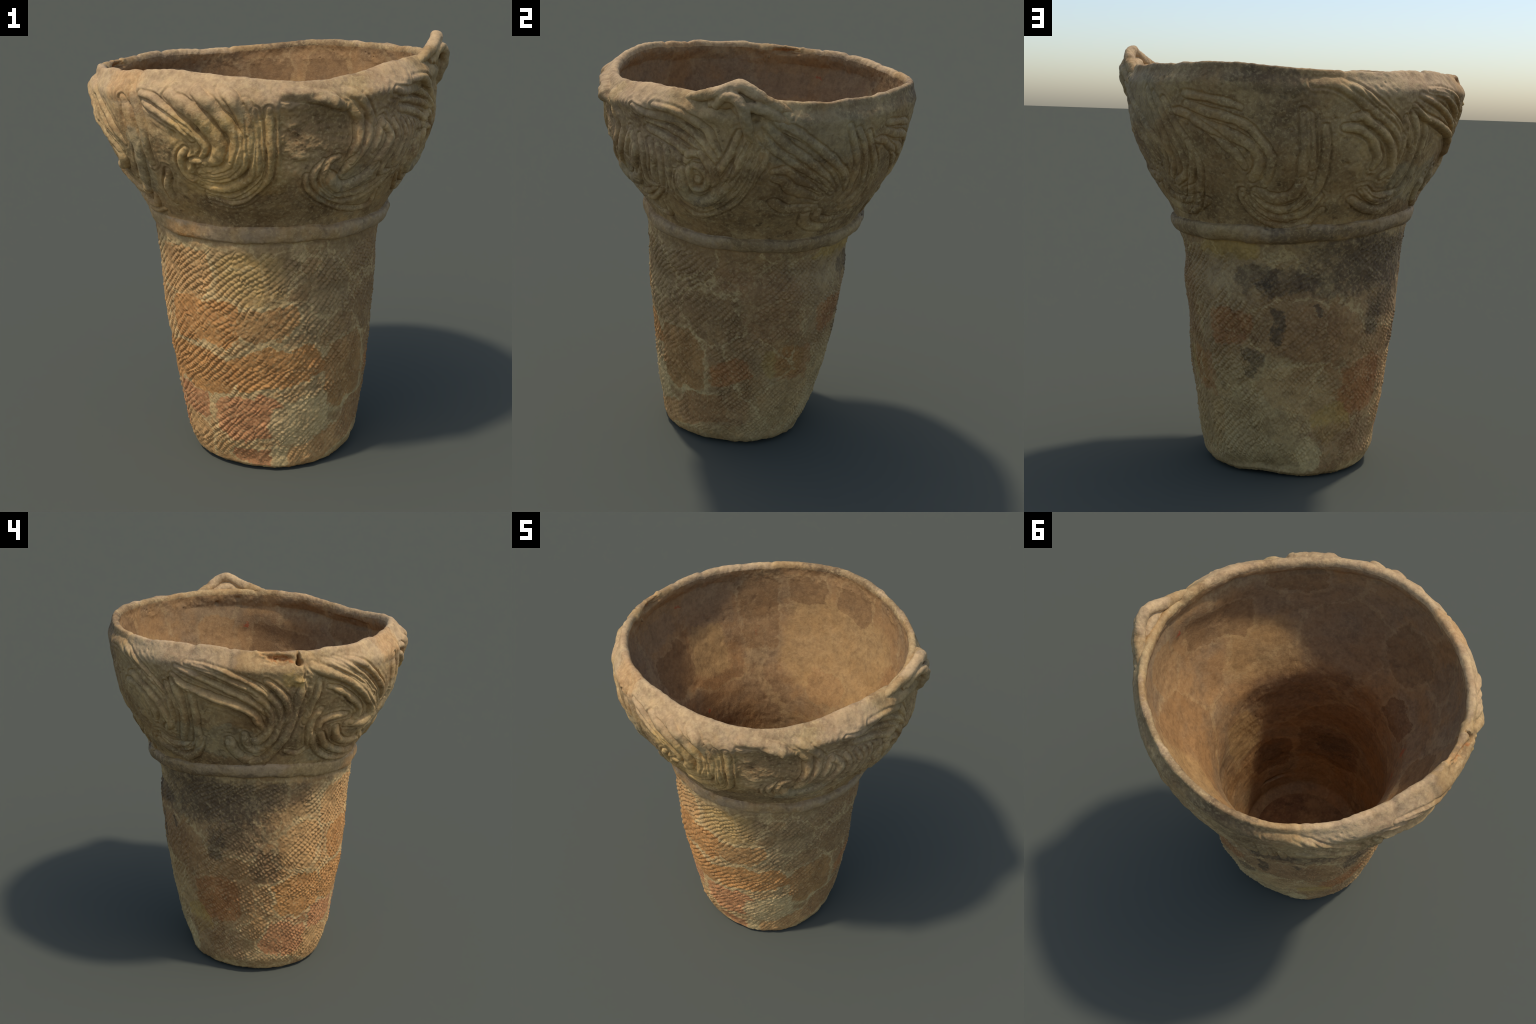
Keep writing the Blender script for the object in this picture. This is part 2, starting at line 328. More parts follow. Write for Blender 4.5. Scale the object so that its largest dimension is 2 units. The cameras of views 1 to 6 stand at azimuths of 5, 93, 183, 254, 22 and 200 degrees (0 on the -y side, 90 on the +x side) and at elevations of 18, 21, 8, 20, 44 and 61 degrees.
r0, r1 = B2 - 4, B3 + 38             # rows that may carry coils
ridge = np.zeros((r1 - r0, NT))
near = np.full((r1 - r0, NT), 9.0)      # distance to the nearest coil edge
groove = np.zeros((r1 - r0, NT))
wob = fbm(3.0, 0.05, 41, 2)
Zc, Rc = Z_all[r0:r1], R_all[r0:r1]
for n, (w, h, path) in enumerate(COILS):
    pts = np.array(path, float)
    u = np.linspace(0, 1, 14 * len(pts))
    curve = hermite(np.linspace(0, 1, len(pts)), pts, u)
    zm = curve[:, 1].mean()
    slope = 1.17 if zm < 1.5 else 1.06
    tc = curve[:, 0].mean()
    half = w / 2
    reach = half + 0.085
    span = (curve[:, 0].max() - curve[:, 0].min()) / 2 + math.degrees(reach / 0.6) + 2
    mid = (curve[:, 0].max() + curve[:, 0].min()) / 2
    cols = np.nonzero(np.abs((deg - mid + 180) % 360 - 180) < span)[0]
    rows = np.nonzero((Zc[:, cols].max(1) > curve[:, 1].min() - reach) & (Zc[:, cols].min(1) < curve[:, 1].max() + reach))[0]
    if len(rows) == 0:
        continue
    a, b = rows[0], rows[-1] + 1
    zz, rr = Zc[a:b][:, cols], Rc[a:b][:, cols]
    rmean = float(rr.mean())
    x = np.radians((deg[cols] - mid + 180) % 360 - 180)[None] * rr
    y = zz * slope
    best = np.full(zz.shape, 9.0)
    tbest = np.zeros(zz.shape)
    cx, cy = np.radians(curve[:, 0] - mid), curve[:, 1] * slope
    for k in range(len(u) - 1):
        ax, ay = cx[k] * rr, cy[k]
        bx, by = cx[k + 1] * rr, cy[k + 1]
        ex, ey = bx - ax, by - ay
        t = np.clip(((x - ax) * ex + (y - ay) * ey) / (ex * ex + ey * ey + 1e-12), 0, 1)
        d = (x - ax - t * ex) ** 2 + (y - ay - t * ey) ** 2
        m = d < best
        best[m] = d[m]
        tbest[m] = ((k + t) / (len(u) - 1))[m]
    d = np.sqrt(best)
    th_l = np.broadcast_to(TH[cols], zz.shape)
    vary = 1 + 0.16 * wob(th_l, zz)
    taper = 0.30 + 0.70 * np.minimum(smooth(-0.02, 0.13, tbest), smooth(0, 0.16, 1 - tbest))
    hw = half * (0.70 + 0.30 * taper) * vary
    prof = h * taper * vary * np.clip(1 - (d / hw) ** 2, 0, 1) ** 0.62
    g = 0.0068 * np.exp(-((d - hw - 0.002) / 0.0055) ** 2) * smooth(0.0, 0.01, d) * (0.4 + 0.6 * taper)
    sub = np.ix_(np.arange(a, b), cols)
    near[sub] = np.minimum(near[sub], d - hw)
    old = ridge[sub]
    take = prof > old
    ow = OWNER[r0 + a:r0 + b][:, cols]
    ow[take & (prof > 0.3 * h * taper)] = n
    OWNER[np.ix_(np.arange(r0 + a, r0 + b), cols)] = ow
    ridge[sub] = np.maximum(old, prof)
    groove[sub] = np.maximum(groove[sub], g)
fade = 1 - smooth(8, 34, np.broadcast_to(np.arange(r0 - B3, r1 - B3)[:, None], ridge.shape))
for _ in range(2):
    ridge = (np.roll(ridge, 1, 1) + 2 * ridge + np.roll(ridge, -1, 1)) / 4
    up, dn = np.vstack([ridge[:1], ridge[:-1]]), np.vstack([ridge[1:], ridge[-1:]])
    ridge = (up + 2 * ridge + dn) / 4
# drawn lines that run on beside the coils, fading into the bare wall
gap = np.clip(near, 0, 1)
pitch = 0.026
lines = 0.0024 * np.cos(TAU * (gap / pitch - 0.5)) * smooth(0.0, 0.006, gap) * np.exp(-gap / 0.045) * (0.6 + 0.8 * fbm(16, 0.15, 47, 2)(TH2[r0:r1], Zc)) * smooth(1.27, 1.36, Zc)
bare = np.exp(-(((TH2[r0:r1] * 360 / TAU - 18 + 180) % 360 - 180) / 9) ** 2 - ((Zc - 1.66) / 0.14) ** 2)
H[r0:r1] += (ridge - groove + lines * (1 - bare) * (gap < 0.5)) * fade

# ----------------------------------------------------------------- cord marks on the body
zb, tb = Z_all[:B1 + 6], TH2[:B1 + 6]
warp = fbm(40, 0.30, 51, 2)(tb, zb)
warp2 = fbm(15, 0.11, 52, 2)(tb, zb)
fine = fbm(3.5, 0.035, 53, 2)(tb, zb)
# the cord was rolled on in separate patches: each has its own start and slant
zone = np.floor(1.9 * fbm(60, 0.30, 57, 2)(tb, zb) + 0.05 * fine)
phase_u = 82 * tb / TAU - zb / 0.036 + 0.6 * warp + 0.42 * warp2 + 0.07 * fine + 0.43 * zone
strand = np.floor(phase_u)
fu = phase_u - strand
jit = (np.sin(strand * 12.9898 + zone * 3.1) * 43758.5453) % 1.0
phase_v = 112 * tb / TAU + zb / 0.022 + jit + 0.6 * warp2 + 0.22 * fine
knot = np.floor(phase_v)
size = 0.5 + 0.5 * ((np.sin(strand * 7.31 + knot * 3.77) * 9631.17) % 1.0)
fv = (0.5 + 0.5 * np.cos(TAU * (phase_v - knot - 0.5))) ** 0.8
row = np.sin(np.pi * fu) ** 0.8
bead = row * (0.42 + 0.58 * fv * size) - 0.34
depth = 0.0092 * (0.75 + 0.55 * fbm(30, 0.25, 54, 2)(tb, zb) + 0.25 * fbm(9, 0.08, 55, 2)(tb, zb) + 0.45 * fbm(4.5, 0.035, 59, 2)(tb, zb))
worn = smooth(20, 60, (deg + 180) % 360 - 180) * (1 - smooth(150, 190, deg))
depth = depth * (1 + 0.12 * worn)
smooth_patch = smooth(0.35, 0.7, fbm(14, 0.10, 56, 2)(tb, zb))
depth = depth * (1 - 0.75 * smooth_patch) * smooth(0.03, 0.12, zb) * (1 - smooth(-0.07, -0.015, zb - ring_z + RING_HALF))
H[:B1 + 6] += np.clip(depth, 0, 0.015) * bead + 0.0010 * fbm(1.6, 0.016, 58, 2)(tb, zb)

# ----------------------------------------------------------------- general surface wear
zo, to = Z_all[:B3 + N_LIP], TH2[:B3 + N_LIP]
H[:B4] += 0.0022 * fbm(5, 0.06, 61, 3)(to, zo) + 0.0009 * fbm(1.3, 0.017, 62, 2)(to, zo)
lip_w = smooth(B3 - 10, B3 + 30, np.arange(B4))[:, None]
H[:B4] += lip_w * (0.0022 * fbm(6, 0.05, 63, 3)(to, zo))


def blob(at_deg, at_z, radius_t, radius_z, depth, rows=(0, B4), soft=2.0):
    """dent (negative depth) or knob on the wall"""
    a, b = rows
    cols = np.nonzero(np.abs((deg - at_deg + 180) % 360 - 180) < math.degrees(3 * radius_t / 0.4))[0]
    x = np.radians((deg[cols] - at_deg + 180) % 360 - 180)[None] * R_all[a:b][:, cols]
    d = (x / radius_t) ** 2 + ((Z_all[a:b][:, cols] - at_z) / radius_z) ** 2
    sub = H[a:b]
    sub[:, cols] += depth * np.exp(-d ** (soft / 2))


OUT = (B2, B4)
for at, z, rt, rz, dp in [
        (332.5, 1.69, .016, .020, -.016), (335.5, 1.565, .016, .014, -.016), (337, 1.60, .012, .01, .010), (183, 1.64, .022, .020, -.008),
        (183.5, 1.635, .006, .006, .008), (203, 1.50, .012, .010, -.010), (213, 1.45, .014, .012, -.012), (211, 1.385, .012, .010, -.010),
        (218, 1.79, .012, .012, .004), (270, 1.775, .022, .012, .014), (268, 1.74, .012, .012, -.012), (296, 1.55, .014, .016, -.012),
        (325, 1.47, .030, .05, -.008), (322, 1.57, .02, .05, -.007), (326, 1.40, .02, .02, -.010), (315, 1.66, .012, .03, .008),
        (19, 1.68, .10, .10, -.006), (14, 1.58, .03, .015, .008), (24, 1.52, .03, .012, .008), (12, 1.72, .03, .012, .006),
        (66, 1.60, .03, .02, -.008), (67, 1.615, .012, .012, .008), (87, 1.62, .008, .025, -.014), (94, 1.83, .012, .012, -.022),
        (84, 1.86, .022, .014, -.010), (245, 1.44, .012, .012, -.006)]:
    blob(at, z, rt, rz, dp, OUT)
# sunken rough panel right of the front spiral, with a crisp left and upper edge
dth = (np.degrees(TH2[B2:B4]) + 180) % 360 - 180
zz = Z_all[B2:B4]
panel = smooth(6.6, 7.8, dth) * (1 - smooth(24, 33, dth)) * smooth(1.47, 1.57, zz) * (1 - smooth(1.822, 1.836, zz))
H[B2:B4] += panel * (-0.010 + 0.005 * fbm(4, 0.035, 65, 3)(TH2[B2:B4], zz))
# chipped lip with an open notch
chip = H[B2:B4].copy()
blob(262, 1.872, .082, .020, -.013, OUT, 6.0)
chip = H[B2:B4] - chip
H[B2:B4] += chip * 0.9 * fbm(3, 0.02, 64, 2)(TH2[B2:B4], Z_all[B2:B4])
blob(269.6, 1.860, .016, .012, -.045, (B2, B3 + 40), 4.0)
blob(269.4, 1.880, .007, .020, -.045, (B2, B3 + 44), 4.0)
blob(273, 1.87, .018, .018, .010, OUT, 2.0)
for k in range(12):
    blob(255 + 14 * rng.random(), 1.875 + 0.025 * rng.random(), .010, .006, rng.uniform(-.008, .008), OUT)
# a joint crack under the notch
for k in range(18):
    blob(271 + 0.7 * math.sin(k * 1.7) + 0.25 * k, 1.83 - 0.014 * k, .004, .011, -.007, OUT)
# small burnt-out pits
for k in range(260):
    r = rng.uniform(.004, .009)
    blob(rng.uniform(0, 360), rng.uniform(1.27, 1.85), r, r * rng.uniform(.6, 1.2), -rng.uniform(.002, .006), OUT)
for k in range(70):
    r = rng.uniform(.005, .012)
    blob(rng.uniform(0, 360), rng.uniform(0.05, 1.1), r * 1.5, r, -rng.uniform(.002, .005), (0, B1))

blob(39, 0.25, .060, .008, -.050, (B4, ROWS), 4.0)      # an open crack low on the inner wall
# inside: wiping marks, spalled sherd faces, long pits
INN = (B4, ROWS)
zi, ti = Z_all[B4:], TH2[B4:]
H[B4:] += 0.004 * fbm(20, 0.10, 71, 3)(ti, zi) + 0.0007 * fbm(14, 0.018, 72, 2)(ti, zi)
rough = smooth(-0.1, 0.4, fbm(26, 0.22, 73, 2)(ti, zi))
H[B4:] += rough * 0.0012 * fbm(2.2, 0.025, 74, 3)(ti, zi) - 0.004 * rough
for k in range(130):
    r = rng.uniform(.006, .014)
    blob(rng.uniform(0, 360), rng.uniform(0.35, 1.75), r * rng.uniform(1.0, 2.2), r * 0.5, -rng.uniform(.003, .008), INN)
edge = np.clip(np.arange(ROWS - B4) / 14.0, 0, 1)[:, None]
H[B4:] *= edge

V = P + NRM * H[..., None]
V[..., 2] -= V[..., 2].min()
VN = grid_normals(V)


# ----------------------------------------------------------------- materials
def srgb(r, g, b):
    f = lambda c: (c / 255 / 12.92) if c / 255 <= 0.04045 else ((c / 255 + 0.055) / 1.055) ** 2.4
    return (f(r), f(g), f(b), 1.0)


HUE = {
    "OLIVE": srgb(166, 132, 86), "PALE": srgb(204, 174, 120), "ORANGE": srgb(186, 130, 72), "ORANGE_TAN": srgb(188, 142, 88),
    "SALMON": srgb(190, 130, 82), "RUST": srgb(168, 106, 56), "RUST_BROWN": srgb(158, 118, 76), "BROWN_ORANGE": srgb(166, 122, 72),
    "OCHRE": srgb(182, 146, 78), "TAN": srgb(176, 146, 102), "SOOT": srgb(98, 78, 56), "BLACK": srgb(62, 54, 45),
    "YELLOW": srgb(186, 150, 88), "GREY_GREEN": srgb(163, 143, 106), "BROWN": srgb(142, 114, 76), "MAUVE": srgb(168, 140, 104),
    "PINK": srgb(198, 166, 126), "CLAY": srgb(174, 144, 98), "DARK": srgb(126, 102, 74), "RED": srgb(176, 74, 40),
    "INSIDE": srgb(158, 120, 76), "INSIDE_PALE": srgb(172, 136, 86), "INSIDE_DARK": srgb(134, 100, 63), "INSIDE_GREY": srgb(144, 116, 82), "INSIDE_DEEP": srgb(118, 83, 52),
}


class Graph:
    def __init__(self, name):
        self.mat = bpy.data.materials.new(name)
        self.mat.use_nodes = True
        self.nt = self.mat.node_tree
        self.nt.nodes.clear()

    def node(self, kind, **props):
        n = self.nt.nodes.new(kind)
        for k, v in props.items():
            setattr(n, k, v)
        return n

    def link(self, a, b):
        self.nt.links.new(a, b)

    def math(self, op, a, b=None, c=None, clamp=False):
        n = self.node("ShaderNodeMath", operation=op, use_clamp=clamp)
        for i, v in enumerate((a, b, c)):
            if v is None:
                continue
            if isinstance(v, (int, float)):
                n.inputs[i].default_value = v
            else:
                self.link(v, n.inputs[i])
        return n.outputs[0]

    def vmath(self, op, a, b=None, scale=None):
        n = self.node("ShaderNodeVectorMath", operation=op)
        for i, v in enumerate((a, b)):
            if v is None:
                continue
            if isinstance(v, tuple):
                n.inputs[i].default_value = v
            else:
                self.link(v, n.inputs[i])
        if scale is not None:
            n.inputs["Scale"].default_value = scale
        return n.outputs["Value"] if op in ("DOT_PRODUCT", "LENGTH") else n.outputs["Vector"]

    def noise(self, vec, scale, detail=3.0, rough=0.55, col=False):
        n = self.node("ShaderNodeTexNoise")
        n.inputs["Scale"].default_value = scale
        n.inputs["Detail"].default_value = detail
        n.inputs["Roughness"].default_value = rough
        self.link(vec, n.inputs["Vector"])
        return n.outputs["Color" if col else "Fac"]

    def ramp(self, fac, lo, hi, a=0.0, b=1.0, smoothstep=True):
        n = self.node("ShaderNodeMapRange", interpolation_type="SMOOTHSTEP" if smoothstep else "LINEAR")
        n.inputs["From Min"].default_value, n.inputs["From Max"].default_value = lo, hi
        n.inputs["To Min"].default_value, n.inputs["To Max"].default_value = a, b
        self.link(fac, n.inputs["Value"])
        return n.outputs[0]

    def mix(self, fac, a, b, blend="MIX"):
        n = self.node("ShaderNodeMix", data_type="RGBA", blend_type=blend)
        if isinstance(fac, (int, float)):
            n.inputs[0].default_value = fac
        else:
            self.link(fac, n.inputs[0])
        for sock, v in ((n.inputs[6], a), (n.inputs[7], b)):
            if isinstance(v, tuple):
                sock.default_value = v
            else:
                self.link(v, sock)
        return n.outputs[2]


def patch_mask(g, pos, at, z, hw, hh, roll, soft, strength, tex=None):
    """rounded-rectangle stain or sherd on the wall, edge broken by the noise already in pos"""
    th = math.radians(at)
    r = float(np.interp(z, ZFINE, RFINE[:, int(at / 360 * NT) % NT]))
    m = g.node("ShaderNodeMapping", vector_type="TEXTURE")
    m.inputs["Location"].default_value = (r * math.sin(th), -r * math.cos(th), z)
    m.inputs["Rotation"].default_value = (0, -math.radians(roll), th)
    m.inputs["Scale"].default_value = (hw, 0.30, hh)
    g.link(pos, m.inputs["Vector"])
    sq = g.vmath("MULTIPLY", m.outputs[0], m.outputs[0])
    d = g.vmath("DOT_PRODUCT", sq, sq)
    if tex is not None:
        d = g.math("ADD", d, tex)
    return g.ramp(d, 1 - soft, 1 + soft, strength, 0.0)


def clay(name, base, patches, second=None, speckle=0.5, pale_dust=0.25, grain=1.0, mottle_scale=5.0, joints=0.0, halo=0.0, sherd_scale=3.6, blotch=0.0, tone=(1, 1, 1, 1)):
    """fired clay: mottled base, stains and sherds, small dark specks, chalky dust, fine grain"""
    g = Graph(name)
    tc = g.node("ShaderNodeTexCoord")
    obj = tc.outputs["Object"]
    warp_a = g.vmath("SUBTRACT", g.noise(obj, 8.5, 4.0, 0.66, True), (0.5, 0.5, 0.5))
    pos = g.vmath("ADD", obj, g.vmath("SCALE", warp_a, scale=0.14))
    warp_b = g.vmath("SUBTRACT", g.noise(obj, 28.0, 3.0, 0.65, True), (0.5, 0.5, 0.5))
    pos = g.vmath("ADD", pos, g.vmath("SCALE", warp_b, scale=0.035))
    n1 = g.noise(obj, mottle_scale, 5.0, 0.6)
    n2 = g.noise(obj, 22.0, 4.0, 0.6)
    n3 = g.noise(obj, 70.0, 3.0, 0.6)
    soft_tex = g.math("MULTIPLY", g.math("SUBTRACT", n2, 0.5), 2.2)
    col = HUE[base]
    if second:
        col = g.mix(g.ramp(n1, 0.40, 0.62), HUE[base], HUE[second])
    soft_ones = [p for p in patches if p[6] > 0.35]
    sherds = [p for p in patches if p[6] <= 0.35]
    for hue, at, z, hw, hh, roll, soft, strength in soft_ones[:]:
        if hue in ("SOOT", "BLACK"):
            continue
        col = g.mix(patch_mask(g, pos, at, z, hw, hh, roll, soft, strength, soft_tex), col, HUE[hue])
    # sherds of the mended pot differ a little in colour; plaster shows pale in the joints between them
    if joints > 0:
        cell = g.node("ShaderNodeTexVoronoi", feature="F1")
        edge_v = g.node("ShaderNodeTexVoronoi", feature="DISTANCE_TO_EDGE")
        for v in (cell, edge_v):
            v.inputs["Scale"].default_value = sherd_scale
            g.link(pos, v.inputs["Vector"])
        sp = g.node("ShaderNodeSeparateColor")
        g.link(cell.outputs["Color"], sp.inputs[0])
        col = g.mix(g.ramp(sp.outputs[0], 0.55, 0.6, 0.0, 0.30), col, (0.80, 0.74, 0.66, 1), "MULTIPLY")
        col = g.mix(g.ramp(sp.outputs[1], 0.60, 0.65, 0.0, 0.30), col, (1.16, 1.04, 0.90, 1), "MULTIPLY")
        wide = g.ramp(n1, 0.35, 0.65, 0.010, 0.060, False)
        line = g.math("SUBTRACT", 1.0, g.math("DIVIDE", edge_v.outputs["Distance"], wide), clamp=True)
        line = g.math("MULTIPLY", g.ramp(line, 0.15, 0.55), g.ramp(n2, 0.30, 0.48, 0.25, 1.0))
        col = g.mix(g.math("MULTIPLY", line, joints), col, HUE["PALE"])
    if halo > 0:
        for hue, at, z, hw, hh, roll, soft, strength in sherds:
            if hue != "PALE" and strength > 0.7:
                col = g.mix(patch_mask(g, pos, at, z, hw + 0.018, hh + 0.018, roll, 0.25, halo * strength), col, HUE["PALE"])
    burnt = g.math("ADD", soft_tex, g.math("MULTIPLY", g.math("SUBTRACT", g.noise(obj, 48.0, 2.0, 0.5), 0.5), 3.2))
    for hue, at, z, hw, hh, roll, soft, strength in sherds:
        col = g.mix(patch_mask(g, pos, at, z, hw, hh, roll, soft, strength), col, HUE[hue])
    for hue, at, z, hw, hh, roll, soft, strength in soft_ones:
        if hue in ("SOOT", "BLACK"):
            col = g.mix(patch_mask(g, pos, at, z, hw, hh, roll, 0.95, strength, burnt), col, HUE[hue])
    # broad light and dark mottling of the fired surface
    col = g.mix(g.ramp(n2, 0.36, 0.66, 0.0, 0.34), col, (1.28, 1.24, 1.14, 1), "MULTIPLY")
    col = g.mix(g.ramp(n2, 0.55, 0.30, 0.0, 0.42), col, (0.66, 0.63, 0.60, 1), "MULTIPLY")
    if blotch > 0:
        n5 = g.noise(pos, 8.0, 4.0, 0.6)
        col = g.mix(g.ramp(n5, 0.54, 0.36, 0.0, blotch), col, (0.60, 0.53, 0.47, 1), "MULTIPLY")
        col = g.mix(g.ramp(n5, 0.54, 0.68, 0.0, blotch), col, (1.22, 1.20, 1.12, 1), "MULTIPLY")
    if tone != (1, 1, 1, 1):
        col = g.mix(1.0, col, tone, "MULTIPLY")
    # shaded grooves and lit bead tops, painted as dark and pale flecks
    n4 = g.noise(obj, 55.0, 2.0, 0.5)
    col = g.mix(g.ramp(n4, 0.54, 0.40, 0.0, 0.30), col, (0.62, 0.57, 0.54, 1), "MULTIPLY")
    dust = g.math("MULTIPLY", g.ramp(n3, 0.50, 0.66), g.ramp(n1, 0.30, 0.58, 0.35, 1.0))
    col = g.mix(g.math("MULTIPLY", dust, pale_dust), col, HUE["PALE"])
    # burnt specks
    vo = g.node("ShaderNodeTexVoronoi", feature="F1")
    vo.inputs["Scale"].default_value = 24.0
    g.link(pos, vo.inputs["Vector"])
    sep = g.node("ShaderNodeSeparateColor")
    g.link(vo.outputs["Color"], sep.inputs[0])
    size = g.math("MULTIPLY", sep.outputs[0], 0.30)
    speck = g.ramp(g.math("SUBTRACT", vo.outputs["Distance"], size), -0.14, 0.10, 1.0, 0.0)
    speck = g.math("MULTIPLY", speck, g.ramp(sep.outputs[1], 0.45, 0.6))
    col = g.mix(g.math("MULTIPLY", speck, speckle), col, (0.46, 0.42, 0.38, 1), "MULTIPLY")
    b = g.node("ShaderNodeBsdfPrincipled")
    g.link(col, b.inputs["Base Color"])
    b.inputs["Roughness"].default_value = 0.78
    b.inputs["Specular IOR Level"].default_value = 0.28
    bump = g.node("ShaderNodeBump")
    bump.inputs["Strength"].default_value = 0.35 * grain
    bump.inputs["Distance"].default_value = 0.004
    hgt = g.math("ADD", g.math("MULTIPLY", g.noise(obj, 140.0, 3.0, 0.6), 0.6), n3)
    g.link(hgt, bump.inputs["Height"])
    g.link(bump.outputs[0], b.inputs["Normal"])
    out = g.node("ShaderNodeOutputMaterial")
    g.link(b.outputs[0], out.inputs[0])
    return g.mat


def P_(hue, at, z, hw, hh, roll=0, soft=0.13, strength=0.92):
    return (hue, at, z, hw, hh, roll, soft, strength)


BODY_PATCHES = [
    P_("CLAY", 340, .95, .45, .30, 0, .8, .7), P_("YELLOW", 350, .98, .16, .14, 0, .8, .7), P_("BROWN", 60, .92, .50, .26, 0, .8, .5), P_("RUST_BROWN", 105, .75, .45, .50, 0, .8, .4), P_("TAN", 165, .95, .40, .30, 0, .8, .5),
    P_("RUST_BROWN", 225, .62, .50, .40, 0, .8, .55), P_("PALE", 160, .30, .36, .28, 0, .8, .5), P_("ORANGE_TAN", 305, .50, .40, .55, 0, .8, .5), P_("ORANGE_TAN", 345, .45, .25, .40, 0, .8, .4),
    P_("ORANGE_TAN", 314, 1.01, .175, .12), P_("ORANGE", 325, .775, .19, .115), P_("ORANGE", 321, .525, .185, .11, -10), P_("BROWN_ORANGE", 359, .78, .13, .085, 10),
    P_("ORANGE", 3, .555, .21, .10, 8), P_("BROWN_ORANGE", 46, .48, .15, .175, 5), P_("SALMON", 347, .29, .165, .115, 8), P_("SALMON", 311, .33, .115, .09),
    P_("ORANGE_TAN", 307, .14, .13, .10, -20), P_("ORANGE_TAN", 27, .09, .25, .075, 22), P_("SALMON", 347, .08, .10, .045, -5),
    P_("BROWN_ORANGE", 62, .21, .12, .09, 10), P_("ORANGE_TAN", 285, .80, .12, .14, -15), P_("ORANGE", 288, .50, .13, .12, 10), P_("SALMON", 283, .22, .12, .10, -8), P_("PALE", 15, .27, .145, .11, 10, .3, .85), P_("PALE", 3, .07, .05, .07, 0, .3, .8),
    P_("RUST_BROWN", 107, .84, .145, .19, 10, .34, .58), P_("RUST", 82, .46, .10, .07, 25, .34, .58), P_("OCHRE", 118, .51, .12, .085, 5, .4, .5),
    P_("RUST_BROWN", 65, .20, .20, .095, 10, .34, .58), P_("RUST_BROWN", 85, .98, .075, .063, 0, .34, .58), P_("RUST", 152, .74, .11, .085, -5, .34, .58),
    P_("TAN", 145, 1.0, .11, .08, 0, .34, .58), P_("RUST_BROWN", 200, .72, .146, .129, 0, .34, .58), P_("RUST", 236, .46, .13, .14, 10, .35, .65), P_("RUST", 125, .50, .10, .10, 0, .4, .5),
    P_("OCHRE", 219, .29, .085, .085, 40, .3, .6), P_("RUST_BROWN", 232, .16, .18, .12, 0, .34, .58), P_("PALE", 205, .11, .055, .09, 0, .3), P_("PALE", 179, .57, .07, .048, 0, .6, .45),
    P_("OCHRE", 152, 1.10, .16, .05, 0, .5, .7), P_("SALMON", 300, .32, .17, .13, 0, .4, .7), P_("ORANGE_TAN", 297, .70, .20, .20, 0, .4, .7),
    P_("SOOT", 187, .97, .12, .058, 10, .9, .75), P_("SOOT", 166, .98, .09, .054, 10, .9, .75), P_("SOOT", 228, 1.03, .29, .14, 0, .9, .75), P_("SOOT", 242, 1.07, .28, .12, 0, .9, .7),
    P_("SOOT", 274, 1.10, .14, .07, 10, .9, .6), P_("SOOT", 266, .70, .08, .10, 0, .9, .6), P_("SOOT", 237, .80, .055, .075, 0, .9, .8), P_("SOOT", 255, .86, .14, .08, 10, .9, .6),
    P_("BLACK", 180.5, .80, .022, .050, 10, .8, .6), P_("BLACK", 179, .71, .028, .045, -20, .8, .65), P_("BLACK", 166, .60, .035, .045, 30, .9, .55), P_("BLACK", 163, .54, .02, .02, 0, .9, .5), P_("BLACK", 201, .83, .02, .018, 20, .9, .6), P_("BLACK", 172, .93, .03, .02, 15, .9, .5), P_("PALE", 205, .96, .045, .055, 0, .6, .5), P_("PALE", 255, 1.07, .020, .12, 0, .5, .5),
]
COLLAR_PATCHES = [
    P_("YELLOW", 348, 1.62, .24, .22, 0, .8, .55), P_("YELLOW", 345, 1.38, .25, .10, 0, .8, .4), P_("CLAY", 325, 1.60, .10, .22, 0, .6, .7), P_("BROWN", 22, 1.66, .12, .16, 0, .6, .7),
    P_("BROWN", 5, 1.32, .34, .10, 0, .8, .8), P_("BROWN", 20, 1.70, .12, .10, 0, .8, .6), P_("TAN", 15, 1.56, .08, .05, 0, .6, .6), P_("GREY_GREEN", 32, 1.44, .12, .05, 20, .6, .75), P_("GREY_GREEN", 316, 1.55, .05, .16, -15, .5, .7),
    P_("MAUVE", 50, 1.65, .20, .22, 0, .8, .5), P_("GREY_GREEN", 75, 1.44, .12, .05, 0, .6, .6), P_("SOOT", 76, 1.415, .05, .02, 0, .8, .5), P_("CLAY", 82, 1.78, .14, .10, 0, .7, .7),
    P_("BROWN", 105, 1.45, .30, .16, 0, .8, .6), P_("GREY_GREEN", 115, 1.75, .25, .12, 0, .8, .6), P_("BROWN", 165, 1.50, .40, .22, 0, .8, .25), P_("DARK", 183, 1.68, .12, .12, 0, .8, .4),
    P_("SOOT", 176, 1.83, .16, .05, 0, .9, .5), P_("BROWN", 150, 1.28, .20, .06, 0, .8, .6), P_("CLAY", 215, 1.60, .25, .20, 0, .8, .5), P_("PINK", 225, 1.83, .25, .06, 0, .8, .45),
    P_("CLAY", 243, 1.65, .15, .12, 0, .7, .6), P_("GREY_GREEN", 240, 1.42, .22, .09, 0, .5, .75), P_("DARK", 268, 1.55, .08, .20, 10, .8, .5), P_("CLAY", 295, 1.72, .22, .16, 0, .8, .8),
    P_("SOOT", 230, 1.30, .4, .04, 0, .9, .4), P_("GREY_GREEN", 290, 1.33, .12, .03, 0, .6, .6), P_("OCHRE", 268, 1.78, .05, .04, 0, .6, .5),
]
